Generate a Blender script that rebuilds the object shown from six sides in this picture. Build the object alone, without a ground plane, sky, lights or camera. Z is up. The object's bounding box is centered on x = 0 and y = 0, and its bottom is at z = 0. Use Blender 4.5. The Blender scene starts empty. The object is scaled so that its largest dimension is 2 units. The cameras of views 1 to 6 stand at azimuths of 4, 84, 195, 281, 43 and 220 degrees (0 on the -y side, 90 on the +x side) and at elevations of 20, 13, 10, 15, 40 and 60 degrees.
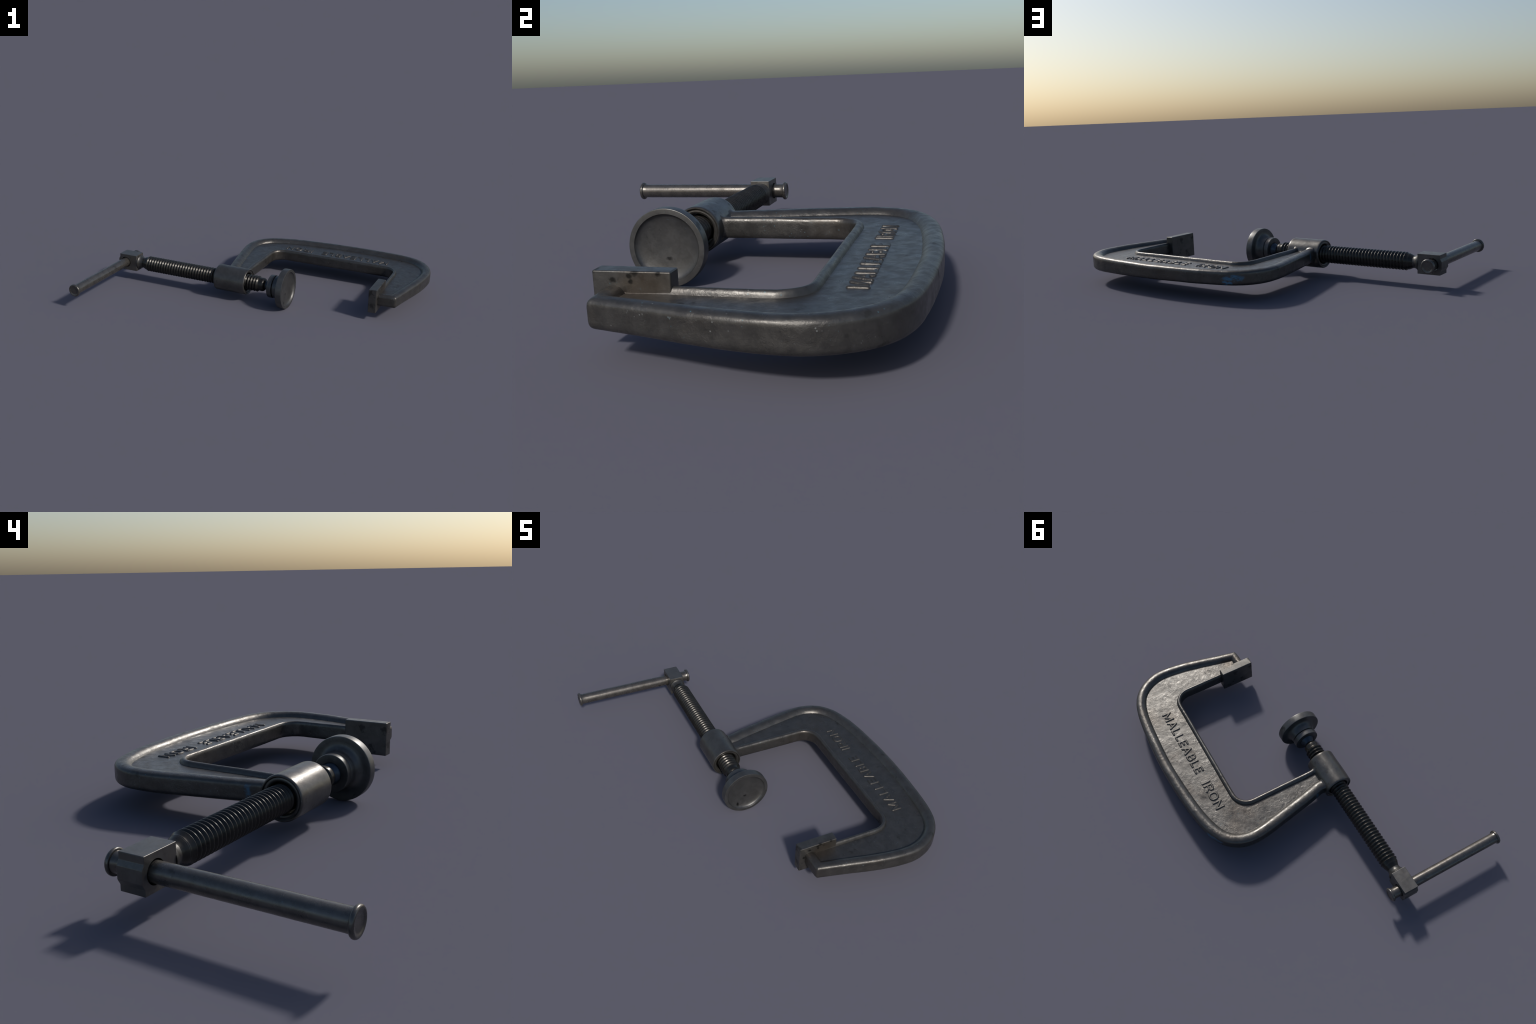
import bpy, bmesh, math, random
import numpy as np
from mathutils import Vector, Matrix, noise

random.seed(7)
YAW = math.radians(-21.2)      # the clamp lies flat, turned about the vertical
ZM = 0.110                     # mid plane of the casting = screw axis height
VS = -0.2215                   # screw axis, sideways position in the clamp's own frame

# ------------------------------------------------------------------ helpers
def link(ob, parent=None):
    bpy.context.scene.collection.objects.link(ob)
    if parent is not None:
        ob.parent = parent
    return ob

def weighted(ob):
    md = ob.modifiers.new("weighted_normals", 'WEIGHTED_NORMAL')
    md.mode = 'FACE_AREA'; md.weight = 60; md.keep_sharp = True
    return ob

def shade(me, angle=38):
    me.polygons.foreach_set("use_smooth", [True] * len(me.polygons))
    bm = bmesh.new(); bm.from_mesh(me)
    lim = math.radians(angle)
    for e in bm.edges:
        if len(e.link_faces) == 2 and e.calc_face_angle(0) > lim:
            e.smooth = False
    bm.to_mesh(me); bm.free()

def make(name, verts, faces, mat, parent, angle=38, recalc=True):
    me = bpy.data.meshes.new(name)
    me.from_pydata([tuple(map(float, v)) for v in verts], [], faces)
    if recalc:
        bm = bmesh.new(); bm.from_mesh(me)
        bmesh.ops.recalc_face_normals(bm, faces=bm.faces)
        bm.to_mesh(me); bm.free()
    me.update()
    shade(me, angle)
    me.materials.append(mat)
    return link(bpy.data.objects.new(name, me), parent)

def lathe(name, prof, axis, origin, mat, parent, seg=96, closed=False, angle=38, wob=0.0):
    """prof: (station along axis, radius); radius 0 only at ends."""
    V, F, rings = [], [], []
    ox, oy, oz = origin
    for k, (s, r) in enumerate(prof):
        if r < 1e-6:
            rings.append([len(V)])
            V.append((ox + s, oy, oz) if axis == 'u' else (ox, oy + s, oz))
            continue
        ids = []
        for i in range(seg):
            a = 2 * math.pi * i / seg
            rr = r
            if wob:
                rr += wob * noise.noise(Vector((s * 14, math.cos(a) * 1.3, math.sin(a) * 1.3)))
            c, d = rr * math.cos(a), rr * math.sin(a)
            ids.append(len(V))
            V.append((ox + s, oy + c, oz + d) if axis == 'u' else (ox + c, oy + s, oz + d))
        rings.append(ids)
    pairs = list(zip(rings, rings[1:]))
    if closed:
        pairs.append((rings[-1], rings[0]))
    for A, B in pairs:
        for i in range(seg):
            j = (i + 1) % seg
            if len(A) == 1 and len(B) == 1:
                continue
            if len(A) == 1:
                F.append((A[0], B[i], B[j]))
            elif len(B) == 1:
                F.append((A[i], A[j], B[0]))
            else:
                F.append((A[i], A[j], B[j], B[i]))
    return weighted(make(name, V, F, mat, parent, angle))

def arc(c, r, a0, a1, n):
    return [(c[0] + r * math.cos(math.radians(a0 + (a1 - a0) * i / n)),
             c[1] + r * math.sin(math.radians(a0 + (a1 - a0) * i / n))) for i in range(n + 1)]

def spline(pts, n=40):
    """centripetal-ish Catmull-Rom through the points"""
    P = [np.array(p, float) for p in pts]
    P = [2 * P[0] - P[1]] + P + [2 * P[-1] - P[-2]]
    out = []
    for i in range(1, len(P) - 2):
        p0, p1, p2, p3 = P[i - 1:i + 3]
        t = [0.0]
        for a, b in ((p0, p1), (p1, p2), (p2, p3)):
            t.append(t[-1] + max(np.linalg.norm(b - a), 1e-6) ** 0.5)
        for k in range(n):
            x = t[1] + (t[2] - t[1]) * k / n
            A1 = (t[1] - x) / (t[1] - t[0]) * p0 + (x - t[0]) / (t[1] - t[0]) * p1
            A2 = (t[2] - x) / (t[2] - t[1]) * p1 + (x - t[1]) / (t[2] - t[1]) * p2
            A3 = (t[3] - x) / (t[3] - t[2]) * p2 + (x - t[2]) / (t[3] - t[2]) * p3
            B1 = (t[2] - x) / (t[2] - t[0]) * A1 + (x - t[0]) / (t[2] - t[0]) * A2
            B2 = (t[3] - x) / (t[3] - t[1]) * A2 + (x - t[1]) / (t[3] - t[1]) * A3
            out.append((t[2] - x) / (t[2] - t[1]) * B1 + (x - t[1]) / (t[2] - t[1]) * B2)
    out.append(P[-2])
    return np.array(out)

# ------------------------------------------------------------------ materials
class Nodes:
    def __init__(self, name):
        self.m = bpy.data.materials.new(name)
        self.m.use_nodes = True
        self.t = self.m.node_tree
        self.n = self.t.nodes
        self.b = self.n["Principled BSDF"]
        tc = self.n.new("ShaderNodeTexCoord")
        self.co = tc.outputs["Object"]
        self.nrm = tc.outputs["Normal"]
    def put(self, sock, v):
        if hasattr(v, "is_output"):
            self.t.links.new(v, sock)
        else:
            if isinstance(v, (tuple, list)) and len(v) == 3 and sock.type == 'RGBA':
                v = (*v, 1.0)
            sock.default_value = v
    def mapped(self, scale=(1, 1, 1), loc=(0, 0, 0), rot=(0, 0, 0)):
        n = self.n.new("ShaderNodeMapping")
        n.inputs["Location"].default_value = loc
        n.inputs["Rotation"].default_value = rot
        n.inputs["Scale"].default_value = scale
        self.put(n.inputs["Vector"], self.co)
        return n.outputs[0]
    def noise(self, scale, detail=4, rough=0.55, vec=None, dist=0.0):
        n = self.n.new("ShaderNodeTexNoise")
        n.inputs["Scale"].default_value = scale
        n.inputs["Detail"].default_value = detail
        n.inputs["Roughness"].default_value = rough
        n.inputs["Distortion"].default_value = dist
        self.put(n.inputs["Vector"], vec if vec is not None else self.co)
        return n.outputs["Fac"]
    def voro(self, scale, vec=None, out="Distance", rnd=1.0):
        n = self.n.new("ShaderNodeTexVoronoi")
        n.inputs["Scale"].default_value = scale
        n.inputs["Randomness"].default_value = rnd
        self.put(n.inputs["Vector"], vec if vec is not None else self.co)
        return n.outputs[out]
    def math(self, op, a, b=0.0, clamp=False):
        n = self.n.new("ShaderNodeMath"); n.operation = op; n.use_clamp = clamp
        self.put(n.inputs[0], a); self.put(n.inputs[1], b)
        return n.outputs[0]
    def rng(self, v, a, b, c=0.0, d=1.0, smooth=True):
        n = self.n.new("ShaderNodeMapRange")
        n.interpolation_type = 'SMOOTHSTEP' if smooth else 'LINEAR'
        self.put(n.inputs["Value"], v)
        for k, x in zip(("From Min", "From Max", "To Min", "To Max"), (a, b, c, d)):
            n.inputs[k].default_value = x
        return n.outputs["Result"]
    def mix(self, f, a, b):
        n = self.n.new("ShaderNodeMix"); n.data_type = 'RGBA'
        self.put(n.inputs[0], f); self.put(n.inputs[6], a); self.put(n.inputs[7], b)
        return n.outputs[2]
    def ball(self, c, r0, r1, squash=(1, 1, 1), wob=0.0, ws=40):
        """1 inside radius r0 of the point c (object space), 0 outside r1"""
        v = self.mapped(scale=squash, loc=tuple(-a * s for a, s in zip(c, squash)))
        n = self.n.new("ShaderNodeVectorMath"); n.operation = 'LENGTH'
        self.put(n.inputs[0], v)
        d = n.outputs["Value"]
        if wob:
            d = self.math('ADD', d, self.math('MULTIPLY', self.math('SUBTRACT', self.noise(ws, 4), 0.5), wob))
        return self.rng(d, r0, r1, 1.0, 0.0)
    def bump(self, h, strength, dist, normal=None):
        n = self.n.new("ShaderNodeBump")
        n.inputs["Strength"].default_value = strength
        n.inputs["Distance"].default_value = dist
        self.put(n.inputs["Height"], h)
        if normal is not None:
            self.put(n.inputs["Normal"], normal)
        return n.outputs[0]

def metal(name, base=0.085, tint=(1.0, 0.975, 0.93), rough=(0.33, 0.46), cast=0.3, grain=0.25,
          brown=0.25, specks=1.0, dark=0.5, blue=(), rust=(), spots=(), metallic=0.70, spec=0.60, stain=0.64):
    N = Nodes(name)
    big = N.noise(5.5, 5, 0.6)
    mid = N.noise(26, 6, 0.62, dist=0.4)
    fine = N.noise(150, 4, 0.6)
    c0 = tuple(base * t for t in tint)
    lo = tuple(x * 0.82 for x in c0)
    hi = tuple(x * 1.15 for x in c0)
    col = N.mix(N.rng(mid, 0.30, 0.70), lo, hi)
    col = N.mix(N.math('MULTIPLY', N.rng(big, 0.45, 0.70), brown), col,
                (base * 0.95, base * 0.74, base * 0.56))
    col = N.mix(N.math('MULTIPLY', N.rng(fine, 0.40, 0.75), 0.30), col, tuple(x * 1.35 for x in c0))
    # dark stains
    st = N.rng(N.noise(22, 3, 0.55, vec=N.mapped(loc=(3.1, 1.7, 0.4))), stain, stain + 0.09)
    col = N.mix(N.math('MULTIPLY', st, dark), col, tuple(x * 0.25 for x in c0))
    rgh = N.rng(N.noise(34, 5, 0.6, vec=N.mapped(loc=(1.3, 4.7, 2.2))), 0.3, 0.7, rough[0], rough[1])
    rgh = N.math('ADD', rgh, N.math('MULTIPLY', st, 0.12))
    met = metallic
    # pale paint / dust specks
    if specks:
        gate = N.rng(N.noise(14, 2, 0.5, vec=N.mapped(loc=(7, 2, 5))), 0.42, 0.62, 0.15, 1.0)
        v1 = N.rng(N.voro(95), 0.10, 0.20, 1.0, 0.0)
        pick = N.rng(N.noise(60, 1, 0.5, vec=N.mapped(loc=(2, 9, 4))), 0.50, 0.58)
        sp = N.math('MULTIPLY', N.math('MULTIPLY', v1, pick), N.math('MULTIPLY', gate, specks))
        spc = N.mix(N.rng(N.noise(21, 1, 0.5, vec=N.mapped(loc=(8, 1, 6))), 0.45, 0.53), (0.22, 0.235, 0.235), (0.05, 0.17, 0.22))
        col = N.mix(N.math("MULTIPLY", sp, 0.6), col, spc)
        rgh = N.math('ADD', rgh, N.math('MULTIPLY', sp, 0.15))
        met = N.math('SUBTRACT', metallic, N.math('MULTIPLY', sp, 0.30))
    # rust-brown film
    for c, r0, r1, amt, sq in rust:
        k = N.math('MULTIPLY', N.ball(c, r0, r1, sq, 0.05, 22), amt)
        col = N.mix(k, col, (base * 0.80, base * 0.56, base * 0.36))
    # single dark stains
    for c, r, amt, sq in spots:
        col = N.mix(N.math('MULTIPLY', N.ball(c, r * 0.3, r, sq, 0.012, 120), amt), col, tuple(x * 0.12 for x in c0))
    # smears of blue paint
    for c, r0, r1, amt, sq in blue:
        k = N.ball(c, r0, r1, sq, 0.07, 30)
        k = N.math('MULTIPLY', k, N.rng(N.noise(40, 5, 0.7, vec=N.mapped(scale=(0.45, 1, 1.7))), 0.38, 0.52))
        k = N.math('MULTIPLY', k, amt)
        col = N.mix(k, col, (0.042, 0.150, 0.26))
        met = N.math('MULTIPLY', met, N.math('SUBTRACT', 1.0, N.math('MULTIPLY', k, 0.9)))
    N.put(N.b.inputs["Base Color"], col)
    N.put(N.b.inputs["Metallic"], met)
    N.b.inputs["Specular IOR Level"].default_value = spec
    N.put(N.b.inputs["Roughness"], rgh)
    amp = N.rng(N.noise(9, 3, 0.5, vec=N.mapped(loc=(4, 8, 2))), 0.36, 0.64, 0.35, 1.35)
    nb = N.bump(N.math('MULTIPLY', N.noise(55, 7, 0.66, vec=N.mapped(loc=(5, 3, 1)), dist=0.5), amp), cast, 0.005)
    nb = N.bump(N.noise(190, 5, 0.65), grain, 0.0015, nb)
    N.put(N.b.inputs["Normal"], nb)
    return N.m

M_FRAME = metal("cast_iron", base=0.078, tint=(1.0, 0.965, 0.915), brown=0.38, cast=0.26, grain=0.20, rough=(0.27, 0.44),
                blue=[((-0.088, 0.458, 0.112), 0.020, 0.060, 0.95, (0.8, 1, 3.2)),
                      ((-0.135, -0.105, 0.115), 0.006, 0.03, 0.8, (1, 2.2, 0.9)),
                      ((-0.045, 0.478, 0.088), 0.006, 0.022, 0.9, (1, 1, 1.8)),
                      ((-0.075, 0.466, 0.092), 0.003, 0.014, 0.9, (1, 1, 1.5))],
                rust=[((0.79, -0.10, 0.135), 0.03, 0.09, 0.40, (1, 1, 1)),
                      ((0.62, 0.24, 0.12), 0.02, 0.10, 0.20, (1, 1, 1))])
M_LETTER = metal("raised_letter_iron", base=0.075, tint=(1.0, 0.95, 0.88), cast=0.10, grain=0.15, rough=(0.40, 0.52), specks=0.5)
M_PLATE = metal("plate_iron", cast=0.12, grain=0.22, brown=0.35, stain=0.585, dark=0.75, specks=0.5,
                spots=[((0.7705, v, z), r, 0.9, (1, 1, 1.2)) for v, z, r in ((-0.089, 0.171, .013), (-0.037, 0.171, .010), (-0.102, 0.164, .009),
                       (-0.099, 0.152, .008), (-0.140, 0.155, .010), (-0.165, 0.120, .010))],
                rust=[((0.775, -0.07, 0.135), 0.02, 0.09, 0.5, (2.2, 1, 1.2))])
M_BOSS = metal("boss_iron", cast=0.10, grain=0.15, rough=(0.29, 0.40), specks=0.7)
M_PAD = metal("pad_steel", spots=[((0.270, -0.222, 0.077), .012, 0.85, (.5, 1, 1.6)), ((0.275, -0.261, 0.041), .014, 0.95, (.5, 1.5, 1))], base=0.085, tint=(0.97, 0.98, 0.98), stain=0.66, cast=0.05, grain=0.12, brown=0.12, rough=(0.34, 0.46), specks=0.5, dark=0.6)
M_BALL = metal("ball_steel", base=0.07, tint=(0.62, 0.85, 1.15), cast=0.04, grain=0.1, brown=0.0, specks=0.4)
M_SCREW = metal("dark_thread_steel", base=0.03, tint=(1.0, 0.96, 0.88), cast=0.03, grain=0.05, brown=0.2,
                rough=(0.26, 0.36), specks=0.2, dark=0.3)
M_COLLAR = metal("collar_steel", base=0.065, cast=0.04, grain=0.1, rough=(0.36, 0.46), specks=0.3)
M_ROD = metal("handle_steel", base=0.11, tint=(1.0, 0.94, 0.87), cast=0.06, grain=0.12, rough=(0.24, 0.34), specks=0.6, brown=0.3)
M_BLOCK = metal("block_steel", base=0.11, cast=0.05, grain=0.12, rough=(0.34, 0.46), specks=0.6)

# ------------------------------------------------------------------ the clamp
root = bpy.data.objects.new("screw_clamp", None)
root.empty_display_size = 0.2
link(root)
root.rotation_euler = (0, 0, YAW)
root["label"] = "dark cast iron C-shaped screw clamp with sliding bar handle"
root["category"] = "clamp"

# ---- frame: ribbon swept between an inner and an outer edge, ribbed on both faces
OUT_PTS = [(-0.132, -0.170), (-0.124, -0.145), (-0.1385, -0.078), (-0.162, 0.034), (-0.183, 0.142), (-0.196, 0.212),
           (-0.2015, 0.265), (-0.199, 0.318), (-0.185, 0.364), (-0.160, 0.405), (-0.122, 0.439),
           (-0.075, 0.464), (0.003, 0.487), (0.095, 0.502), (0.200, 0.512), (0.300, 0.5175),
           (0.420, 0.519), (0.565, 0.512), (0.680, 0.502), (0.747, 0.492), (0.804, 0.475),
           (0.852, 0.450), (0.890, 0.416), (0.918, 0.376), (0.938, 0.330), (0.947, 0.284),
           (0.947, 0.232), (0.938, 0.155), (0.922, 0.075), (0.896, -0.028), (0.8715, -0.130),
           (0.8675, -0.147), (0.863, -0.1525), (0.857, -0.1545)]
RI = 0.066
IN_L, IN_T, IN_R = 0.004, 0.262, 0.750
inner_pts = ([(0.018, -0.170), (0.006, -0.145), (IN_L, -0.12), (IN_L, -0.05), (IN_L, 0.05), (IN_L, 0.13)]
             + arc((IN_L + RI, IN_T - RI), RI, 180, 90, 8)
             + [(0.16, IN_T), (0.30, IN_T), (0.42, IN_T), (0.54, IN_T), (0.62, IN_T)]
             + arc((IN_R - RI, IN_T - RI), RI, 90, 0, 8)
             + [(IN_R, 0.13), (IN_R, 0.04), (IN_R, -0.06), (IN_R, -0.13), (IN_R, -0.161)])
OUT = spline(OUT_PTS, 30)
INN = spline(inner_pts, 30)

def arclen(P):
    return np.concatenate([[0], np.cumsum(np.linalg.norm(np.diff(P, axis=0), axis=1))])
LO, LI = arclen(OUT), arclen(INN)
def at(P, L, s):
    return np.stack([np.interp(s, L, P[:, 0]), np.interp(s, L, P[:, 1])], -1)
def near(P, L, q):
    return L[np.argmin(np.linalg.norm(P - np.array(q), axis=1))]
# matching stations on the two edges
KEYS = [((0.018, -0.170), (-0.132, -0.170)), ((0.006, -0.145), (-0.124, -0.145)),
        ((IN_L, -0.05), (-0.143, -0.05)), ((IN_L, 0.05), (-0.166, 0.055)),
        ((IN_L, 0.17), (-0.197, 0.215)), ((0.0233, 0.2427), (-0.160, 0.405)),
        ((0.085, IN_T), (0.003, 0.487)), ((0.20, IN_T), (0.170, 0.508)), ((0.40, IN_T), (0.400, 0.519)),
        ((0.56, IN_T), (0.590, 0.510)), ((0.67, IN_T), (0.747, 0.492)), ((0.7307, 0.2427), (0.890, 0.416)),
        ((IN_R, 0.17), (0.947, 0.232)), ((IN_R, 0.05), (0.917, 0.055)),
        ((IN_R, -0.06), (0.8885, -0.058)), ((IN_R, -0.161), (0.857, -0.1545))]
kI = np.array([near(INN, LI, a) for a, b in KEYS]); kI[-1] = LI[-1]
kO = np.array([near(OUT, LO, b) for a, b in KEYS]); kO[-1] = LO[-1]
kT = np.concatenate([[0], np.cumsum(0.5 * (np.diff(kI) + np.diff(kO)))])
def smooth_interp(x, X, Y):
    # monotone cubic
    h = np.diff(X); d = np.diff(Y) / h
    m = np.concatenate([[d[0]], 2 * d[:-1] * d[1:] / (d[:-1] + d[1:] + 1e-12), [d[-1]]])
    i = np.clip(np.searchsorted(X, x) - 1, 0, len(h) - 1)
    t = (x - X[i]) / h[i]
    return ((1 + 2 * t) * (1 - t) ** 2 * Y[i] + t * (1 - t) ** 2 * h[i] * m[i]
            + t * t * (3 - 2 * t) * Y[i + 1] + t * t * (t - 1) * h[i] * m[i + 1])
TL = kT[-1]
stations = list(np.arange(0, 0.07, 0.002)) + list(np.arange(0.07, TL - 0.07, 0.0045))
stations += list(TL - 0.07 + 0.07 * (1 - (1 - np.linspace(0, 1, 46)) ** 1.6))
stations = np.array(stations)
SI = smooth_interp(stations, kT, kI); SO = smooth_interp(stations, kT, kO)
PI, PO = at(INN, LI, SI), at(OUT, LO, SO)

def seg_dist(P, Q):
    """distance of points P (n,2) to polyline Q"""
    A, B = Q[:-1], Q[1:]
    D = B - A; L2 = (D ** 2).sum(1) + 1e-15
    best = np.full(len(P), 9.0)
    for k in range(0, len(P), 4000):
        p = P[k:k + 4000][:, None, :]
        t = np.clip(((p - A) * D).sum(2) / L2, 0, 1)
        d = np.sqrt(((p - (A + t[..., None] * D)) ** 2).sum(2))
        best[k:k + 4000] = d.min(1)
    return best
TIP_A, TIP_B = np.array(inner_pts[-1]), np.array(OUT_PTS[-1])
tip_n = np.array([-(TIP_B - TIP_A)[1], (TIP_B - TIP_A)[0]]); tip_n /= np.linalg.norm(tip_n)

# rib widths vary along the frame
frac = stations / TL
WO = np.interp(frac, [0, 0.25, 0.5, 0.75, 1], [0.058, 0.058, 0.054, 0.052, 0.049])
WI = np.interp(frac, [0, 0.25, 0.5, 0.75, 1], [0.030, 0.027, 0.024, 0.022, 0.021])
WT = 0.046
HW = 0.0178                    # half thickness of the web
HRI, HRT = 0.0326, 0.0338      # ... of the inner and tip ribs
HRO_ALONG = np.interp(frac, [0, 0.25, 0.5, 0.62, 0.72, 0.84, 1], [0.0350, 0.0354, 0.0358, 0.0378, 0.0395, 0.0372, 0.0342])

def rib(q, HR):
    """0 at the edge .. 1 at the inner foot of the rib -> height 0..1 above mid plane, metres"""
    q = np.clip(q, 0, 1)
    o = np.clip(1 - q / 0.48, 0, 1)
    HE = HR - 0.0185             # where the rounded rib meets the upright side
    outer = HE + (HR - HE) * (1 - o ** 2.4) ** (1 / 2.4)
    i = np.clip((q - 0.48) / 0.52, 0, 1)
    R = 0.62                                       # circular fall to a crisp foot
    drop = (1 - np.sqrt(1 - (i * 0.86) ** 2)) / (1 - math.sqrt(1 - 0.86 ** 2))
    innr = HR - (HR - HW) * drop
    return np.where(q < 0.48, outer, innr)

fo = np.concatenate([[0, .008, .025, .05, .085, .13, .18, .24, .31, .39, .47], np.linspace(.55, 1, 11)])
fi = np.concatenate([[0, .012, .035, .075, .13, .20, .29, .39, .48], np.linspace(.56, 1, 8)])
NWEB = 26
fine_t = np.linspace(0, 1, 181)
cols = []
for k in range(len(stations)):
    a, b = PI[k], PO[k]
    line = a + (b - a) * fine_t[:, None]
    lo, hi = max(0, int(0)), None
    selO = OUT[np.abs(LO - SO[k]) < 0.18]; selI = INN[np.abs(LI - SI[k]) < 0.18]
    do = seg_dist(line, selO); di = seg_dist(line, selI)
    di = np.maximum.accumulate(di); do = np.maximum.accumulate(do[::-1])[::-1]
    eps = np.arange(len(di)) * 1e-9
    ti = np.interp(fi * WI[k], di + eps, fine_t)
    to = np.interp(fo * WO[k], (do + eps[::-1])[::-1], fine_t[::-1])
    web = ti[-1] + (to[-1] - ti[-1]) * np.linspace(0, 1, NWEB + 2)[1:-1]
    t = np.concatenate([ti, web, to[::-1]])
    xy = a + (b - a) * t[:, None]
    qi = np.interp(t, fine_t, di) / WI[k]
    qo = np.interp(t, fine_t, do) / WO[k]
    qt = np.maximum(((xy - TIP_A) @ tip_n) * (1 if tip_n[1] > 0 else -1), 0) / WT
    q = np.minimum(np.minimum(qi, qo), qt)
    # soften the mitre between neighbouring ribs
    kk = 0.10
    h = np.clip(0.5 + 0.5 * (qt - np.minimum(qi, qo)) / kk, 0, 1)
    q = qt + (np.minimum(qi, qo) - qt) * h - kk * h * (1 - h) * (q < 0.99)
    crest = np.where(qi < qo, HRI, HRO_ALONG[k])
    crest = crest + (HRT - crest) * np.clip(1.4 - qt / np.maximum(np.minimum(qi, qo), 1e-4) * 0.7, 0, 1) * (qt < 1.5)
    z = rib(np.clip(q, 0, 1), crest)
    # fillet into the round boss
    dv = xy[:, 1] - VS
    zb = np.where(xy[:, 0] < 0.2, np.sqrt(np.maximum(0.0725 ** 2 - dv ** 2, 0)) - 0.0015, 0.0)
    K = 0.020
    hh = np.clip(0.5 + 0.5 * (zb - z) / K, 0, 1)
    zs = z + (zb - z) * hh + K * hh * (1 - hh)
    edge = np.clip(np.minimum(qi, qo) / 0.25, 0, 1)
    z = np.where(zb > 0, z + (np.minimum(zs, 0.056) - z) * edge, z)
    z = np.where((xy[:, 1] < -0.160) & (xy[:, 0] < 0.2), np.minimum(z, np.maximum(zb - 0.001, 0.0165)), z)
    cols.append((xy, z))

V, F = [], []
NC = len(cols[0][1]); NS = len(cols); NWALL = 5
loop = NC * 2 + (NWALL - 1) * 2
for xy, z in cols:
    for j in range(NC):
        V.append((xy[j][0], xy[j][1], ZM + z[j]))
    for w in range(1, NWALL):
        V.append((xy[-1][0], xy[-1][1], ZM + z[-1] * (1 - 2 * w / NWALL)))
    for j in range(NC - 1, -1, -1):
        V.append((xy[j][0], xy[j][1], ZM - z[j]))
    for w in range(1, NWALL):
        V.append((xy[0][0], xy[0][1], ZM - z[0] * (1 - 2 * w / NWALL)))
for k in range(NS - 1):
    for j in range(loop):
        j2 = (j + 1) % loop
        F.append((k * loop + j, k * loop + j2, (k + 1) * loop + j2, (k + 1) * loop + j))
# end wall at the jaw tip: strips between upper and lower edge rows
base = (NS - 1) * loop
xy, z = cols[-1]
grid = [[base + j for j in range(NC)]]
for w in range(1, NWALL):
    row = []
    for j in range(NC):
        if j == NC - 1:
            row.append(base + NC + w - 1)
        elif j == 0:
            row.append(base + loop - w)
        else:
            row.append(len(V)); V.append((xy[j][0], xy[j][1], ZM + z[j] * (1 - 2 * w / NWALL)))
    grid.append(row)
grid.append([base + NC + NWALL - 1 + (NC - 1 - j) for j in range(NC)])
for r0, r1 in zip(grid, grid[1:]):
    for j in range(NC - 1):
        F.append((r0[j], r1[j], r1[j + 1], r0[j + 1]))
F.append(tuple(reversed(range(loop))))       # hidden end inside the boss

# hand-cast unevenness
V = np.array(V)
for i in range(len(V)):
    p = Vector(V[i])
    n1 = noise.noise_vector(p * 9.0)
    n2 = noise.noise_vector(p * 38.0 + Vector((3, 1, 2)))
    n3 = noise.noise(p * 85.0)
    V[i] += np.array(n1) * 0.0008 + np.array(n2) * 0.00022
    if abs(V[i][2] - ZM) > 0.012:
        V[i][2] += n3 * 0.0002 * (1 if V[i][2] > ZM else -1)
frame = make("frame", V, F, M_FRAME, root, angle=44)

# ---- raised lettering on the web: each letter is a set of rounded ribs
BOWL = lambda x, y0, y1, w: [(x, y1), (x + w * .62, y1), (x + w * .88, y1 - .06), (x + w, y1 - .15), (x + w, y0 + .15),
                             (x + w * .88, y0 + .06), (x + w * .62, y0), (x, y0)]
LETTERS = {   # strokes on a cap height of 1, then the width
    "M": ([[(0, 0), (0, 1), (.52, .12), (1.04, 1), (1.04, 0)]], 1.04),
    "A": ([[(0, 0), (.44, 1), (.88, 0)], [(.15, .30), (.73, .30)]], .88),
    "L": ([[(0, 1), (0, 0), (.56, 0)]], .56),
    "E": ([[(.58, 1), (0, 1), (0, 0), (.58, 0)], [(0, .52), (.50, .52)]], .58),
    "B": ([[(0, 0), (0, 1)], BOWL(0, .53, 1, .60), BOWL(0, 0, .53, .66)], .66),
    "I": ([[(0, 0), (0, 1)]], 0.0),
    "R": ([[(0, 0), (0, 1)], BOWL(0, .47, 1, .66), [(.32, .47), (.70, 0)]], .70),
    "O": ([[(.28, 0), (.12, .08), (0, .26), (0, .74), (.12, .92), (.28, 1), (.52, 1), (.68, .92), (.80, .74), (.80, .26), (.68, .08), (.52, 0), (.28, 0)]], .80),
    "N": ([[(0, 0), (0, 1), (.76, 0), (.76, 1)]], .76),
}
RS, LH, CAP = 0.0059, 0.0050, 0.0388          # rib half width, rib height, cap height between stroke axes
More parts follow.
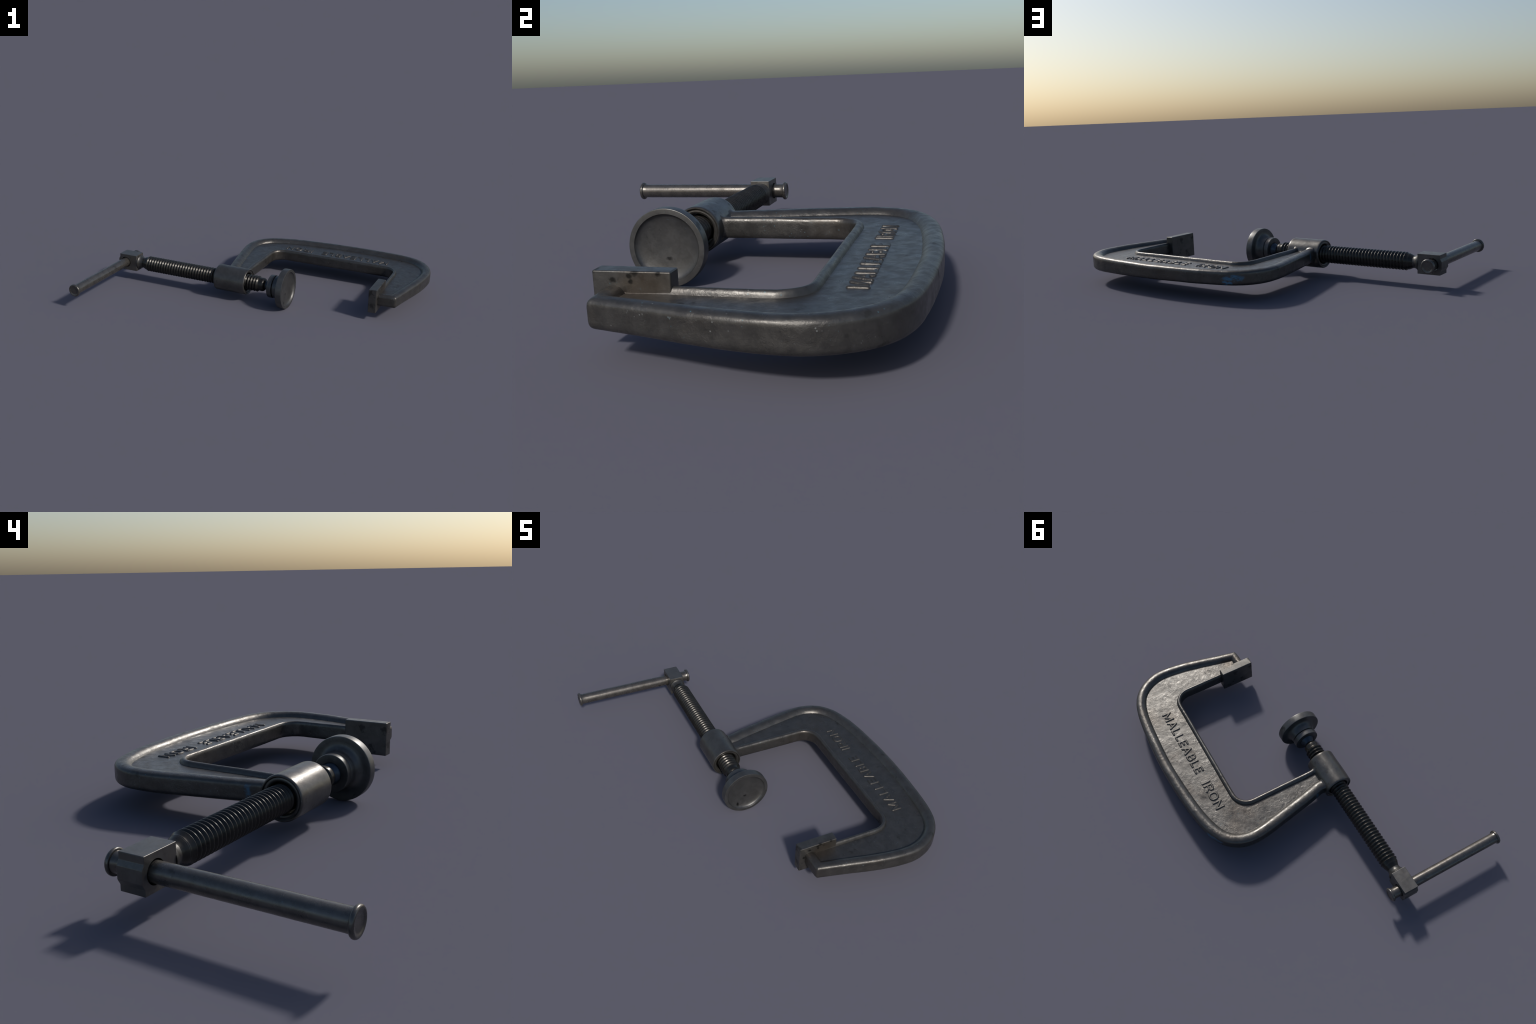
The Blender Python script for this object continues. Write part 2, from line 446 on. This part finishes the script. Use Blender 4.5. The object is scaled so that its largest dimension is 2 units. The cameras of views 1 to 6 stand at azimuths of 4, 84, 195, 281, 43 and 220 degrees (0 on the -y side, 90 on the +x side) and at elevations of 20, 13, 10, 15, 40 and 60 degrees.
def letter(ch, u_left, v_base, sx, parent, seed):
    strokes, w = LETTERS[ch]
    step = 0.00075
    nx = int((w * sx + 2.6 * RS) / step) + 1; ny = int((CAP + 2.6 * RS) / step) + 1
    gx, gy = np.meshgrid(np.arange(nx) * step - 1.3 * RS, np.arange(ny) * step - 1.3 * RS, indexing='ij')
    P = np.stack([gx.ravel(), gy.ravel()], -1)
    D = np.full(len(P), 9.0)
    for st in strokes:
        D = np.minimum(D, seg_dist(P, np.array([(x * sx, y * CAP) for x, y in st])))
    for i in range(len(P)):                    # ragged foundry edge
        D[i] += 0.0006 * noise.noise(Vector((P[i, 0] * 260, P[i, 1] * 260, seed * 3.7)))
    k = np.clip(D / RS, 0, 1)
    Z = LH * np.sqrt(1 - k ** 2) - 0.0006
    inside = (D < RS).reshape(nx, ny)
    V, F, idx = [], [], {}
    def vid(i, j, top):
        key = (i, j, top)
        if key not in idx:
            q = i * ny + j
            idx[key] = len(V)
            z = Z[q] if top else -0.0035
            V.append((u_left - P[q, 0], v_base - P[q, 1], ZM + HW + z))
        return idx[key]
    cell = np.zeros((nx + 1, ny + 1), bool)    # padded by one
    cell[1:nx, 1:ny] = inside[:-1, :-1] | inside[1:, :-1] | inside[:-1, 1:] | inside[1:, 1:]
    for i in range(1, nx):
        for j in range(1, ny):
            if not cell[i, j]:
                continue
            a, b2, c, d = (i - 1, j - 1), (i, j - 1), (i, j), (i - 1, j)
            F.append(tuple(vid(*p, True) for p in (a, b2, c, d)))
            F.append(tuple(vid(*p, False) for p in (d, c, b2, a)))
            for (p, q, n) in ((a, b2, (i, j - 1)), (b2, c, (i + 1, j)), (c, d, (i, j + 1)), (d, a, (i - 1, j))):
                if not cell[n]:
                    F.append((vid(*q, True), vid(*p, True), vid(*p, False), vid(*q, False)))
    make("letter", V, F, M_LETTER, parent, angle=70)

def word(text, u0, u1, v_base, seed):
    total = u0 - u1 - 2 * RS
    gap = 2 * RS + 0.0068
    ws = [LETTERS[c][1] for c in text]
    sx = (total - gap * (len(text) - 1)) / sum(ws)
    x = u0 - RS
    for i, c in enumerate(text):
        letter(c, x, v_base - RS, sx, frame, seed + i)
        x -= LETTERS[c][1] * sx + gap
word("MALLEABLE", 0.681, 0.267, 0.3840, 1)
word("IRON", 0.206, 0.034, 0.3840, 20)

# ---- boss: bored barrel that carries the screw
bp = [(-0.1200, 0.0502), (-0.1330, 0.0502), (-0.1365, 0.0510), (-0.1385, 0.0528), (-0.1400, 0.0555), (-0.1402, 0.0585), (-0.1390, 0.0608),
      (-0.1388, 0.0628), (-0.1410, 0.0648), (-0.1425, 0.0662), (-0.1425, 0.0688), (-0.1405, 0.0712), (-0.1365, 0.0725)]
bp += [(-0.1365 + 0.177 * i / 24, 0.0725) for i in range(1, 24)]
bp += [(0.0405, 0.0725), (0.0445, 0.0712), (0.0465, 0.0692), (0.0465, 0.0668), (0.0450, 0.0650), (0.0418, 0.0630), (0.0412, 0.0608),
       (0.0422, 0.0580), (0.0420, 0.0572), (0.0408, 0.0562), (0.0406, 0.0548), (0.0392, 0.0530), (0.0370, 0.0510), (0.0330, 0.0502), (0.0250, 0.0502)]
lathe("boss", bp, 'u', (0, VS, ZM), M_BOSS, frame, seg=112, closed=True, wob=0.0007)

# ---- jaw plate
def box(name, lo, hi, bev, mat, parent, cuts=0, seg=3, wob=0.0):
    bm = bmesh.new()
    bmesh.ops.create_cube(bm, size=1.0)
    for v in bm.verts:
        v.co = Vector([lo[i] if v.co[i] < 0 else hi[i] for i in range(3)])
    bmesh.ops.bevel(bm, geom=list(bm.edges), offset=bev, segments=seg, profile=0.5, affect='EDGES')
    me = bpy.data.meshes.new(name); bm.to_mesh(me); bm.free()
    shade(me, 60); me.materials.append(mat)
    return weighted(link(bpy.data.objects.new(name, me), parent))
box("jaw_plate", (0.7268, -0.1855, ZM - 0.0648), (0.7705, -0.0095, ZM + 0.0648), 0.0035, M_PLATE, frame)

# ---- screw
PITCH, U0, NR = 0.01736, -0.6055, 41
prof = [(-0.668, 0.0), (-0.668, 0.0295), (-0.650, 0.0298), (-0.642, 0.0305), (-0.634, 0.0335), (-0.6245, 0.0376),
        (-0.6235, 0.0372), (-0.6228, 0.0380), (-0.6215, 0.0388), (-0.615, 0.0389)]
SUB = 14
for i in range(NR * SUB + 1):
    ph = i / SUB
    u = U0 + PITCH * ph
    c = 0.5 + 0.5 * math.cos(2 * math.pi * ph)
    prof.append((u, 0.0378 + 0.0068 * c ** 0.75))
uend = U0 + PITCH * NR
prof += [(uend + 0.004, 0.0415), (uend + 0.008, 0.0375), (uend + 0.013, 0.0365), (uend + 0.020, 0.0372), (uend + 0.029, 0.0378),
         (uend + 0.034, 0.0365), (uend + 0.040, 0.0320), (uend + 0.0455, 0.0245), (uend + 0.0470, 0.0220),
         (0.185, 0.0215), (0.185, 0.0)]
screw = lathe("threaded_screw", prof, 'u', (0, VS, ZM), M_SCREW, root, seg=80, angle=60)

lathe("collar", [(-0.6780, 0.0), (-0.6780, 0.0408), (-0.6705, 0.0408), (-0.6690, 0.0402), (-0.6672, 0.0380), (-0.6640, 0.0355),
                 (-0.6600, 0.0332), (-0.6550, 0.0314), (-0.6490, 0.0303), (-0.6420, 0.0300), (-0.6385, 0.0303), (-0.6340, 0.0326),
                 (-0.6280, 0.0358), (-0.6245, 0.0375), (-0.6232, 0.0378), (-0.6232, 0.0)],
      'u', (0, VS, ZM), M_COLLAR, screw, seg=80, angle=30)

# ---- square head with the cross hole, rear face swelling round the hole
UF, UB = -0.676, -0.790
hw, hz = 0.0370, 0.0480
sw = 0.0085
sect = [(UF, hz), (UF, -hz), (UB, -hz), (UB, -0.031), (UB - sw * 0.15, -0.0285), (UB - sw * 0.85, -0.0185), (UB - sw, -0.0150),
        (UB - sw, 0.0150), (UB - sw * 0.85, 0.0185), (UB - sw * 0.15, 0.0285), (UB, 0.031), (UB, hz)]
bm = bmesh.new()
ring = [bm.verts.new((u, VS - hw - 0.0005, ZM + z)) for u, z in sect]
f = bm.faces.new(ring)
ext = bmesh.ops.extrude_face_region(bm, geom=[f])
for v in [g for g in ext["geom"] if isinstance(g, bmesh.types.BMVert)]:
    v.co.y += 2 * hw
bmesh.ops.recalc_face_normals(bm, faces=bm.faces)
bmesh.ops.bevel(bm, geom=[e for e in bm.edges if e.calc_face_angle(0) > 0.9], offset=0.0018, segments=3, profile=0.5, affect='EDGES')
me = bpy.data.meshes.new("head_block"); bm.to_mesh(me); bm.free()
tmp = bpy.data.objects.new("head_tmp", me); bpy.context.scene.collection.objects.link(tmp)
bm = bmesh.new()
bmesh.ops.create_cone(bm, cap_ends=True, segments=72, radius1=0.0312, radius2=0.0312, depth=0.3,
                      matrix=Matrix.Translation((-0.7505, VS, ZM)) @ Matrix.Rotation(math.pi / 2, 4, 'X'))
cme = bpy.data.meshes.new("hole_tmp"); bm.to_mesh(cme); bm.free()
cut = bpy.data.objects.new("hole_tmp", cme); bpy.context.scene.collection.objects.link(cut)
md = tmp.modifiers.new("bore", 'BOOLEAN'); md.operation = 'DIFFERENCE'; md.solver = 'EXACT'; md.object = cut
dg = bpy.context.evaluated_depsgraph_get()
hme = bpy.data.meshes.new_from_object(tmp.evaluated_get(dg))
bpy.data.objects.remove(tmp); bpy.data.objects.remove(cut)
hme.name = "head_block"
shade(hme, 38)
hme.materials.clear(); hme.materials.append(M_BLOCK)
weighted(link(bpy.data.objects.new("head_block", hme), screw))

# ---- sliding handle bar with riveted caps
HU, VA, VB, RR = -0.7505, -0.7540, -0.1325, 0.0267
n = 40
rod = [(VA + 0.009, 0.0), (VA + 0.009, 0.0290), (VA + 0.0135, 0.0283), (VA + 0.018, 0.0272), (VA + 0.026, RR)]
rod += [(VA + 0.026 + (VB - VA - 0.052) * i / n, RR) for i in range(1, n)]
rod += [(VB - 0.026, RR), (VB - 0.018, 0.0272), (VB - 0.0135, 0.0283), (VB - 0.009, 0.0290), (VB - 0.009, 0.0)]
handle = lathe("handle_bar", rod, 'v', (HU, 0, ZM), M_ROD, root, seg=72, wob=0.0002)
capp = [(0.0030, 0.0), (0.0030, 0.0200), (0.0024, 0.0225), (0.0010, 0.0252), (0.0002, 0.0275), (0.0, 0.0295), (0.0008, 0.0322),
        (0.0028, 0.0340), (0.0058, 0.0348), (0.0088, 0.0345), (0.0112, 0.0330), (0.0120, 0.0305), (0.0122, 0.0275), (0.0122, 0.0)]
lathe("handle_cap", [(VA + s, r) for s, r in capp], 'v', (HU, 0, ZM), M_ROD, handle, seg=72, angle=50)
lathe("handle_cap", [(VB - s, r) for s, r in capp], 'v', (HU, 0, ZM), M_ROD, handle, seg=72, angle=50)

# ---- swivel pad: dished disc, hub, retaining ring and ball
pad = lathe("swivel_pad", [(0.2110, 0.0), (0.2110, 0.0600), (0.2125, 0.0618), (0.2160, 0.0625), (0.2280, 0.0640), (0.2360, 0.0665),
                           (0.2430, 0.0710), (0.2475, 0.0770), (0.2495, 0.0850), (0.2500, 0.0950), (0.2500, 0.1065), (0.2512, 0.1090),
                           (0.2540, 0.1100), (0.2700, 0.1100), (0.2835, 0.1100), (0.2860, 0.1092), (0.2870, 0.1076), (0.2870, 0.0950),
                           (0.2864, 0.0943), (0.2830, 0.0930), (0.2795, 0.0902), (0.2762, 0.0855), (0.2735, 0.0780), (0.2712, 0.0690),
                           (0.2692, 0.0560), (0.2680, 0.0420), (0.2672, 0.0260), (0.2669, 0.0100), (0.2668, 0.0)],
            'u', (0, VS, ZM), M_PAD, root, seg=128, angle=35)
lathe("pad_neck", [(0.2050, 0.0), (0.2050, 0.0560), (0.2120, 0.0560), (0.2120, 0.0)], 'u', (0, VS, ZM), M_SCREW, pad, seg=72)
lathe("retaining_ring", [(0.1830, 0.0300), (0.1800, 0.0370), (0.1785, 0.0390), (0.1785, 0.0605), (0.1797, 0.0628), (0.1825, 0.0637), (0.2030, 0.0637),
                         (0.2055, 0.0630), (0.2065, 0.0610), (0.2065, 0.0300)], 'u', (0, VS, ZM), M_PAD, pad, seg=96, closed=True)
lathe("swivel_ball", [(0.1560, 0.0), (0.1560, 0.0225), (0.1600, 0.0228), (0.1640, 0.0250), (0.1690, 0.0295), (0.1740, 0.0335), (0.1790, 0.0362), (0.1850, 0.0375), (0.1900, 0.0375), (0.1900, 0.0)],
      'u', (0, VS, ZM), M_BALL, pad, seg=72)
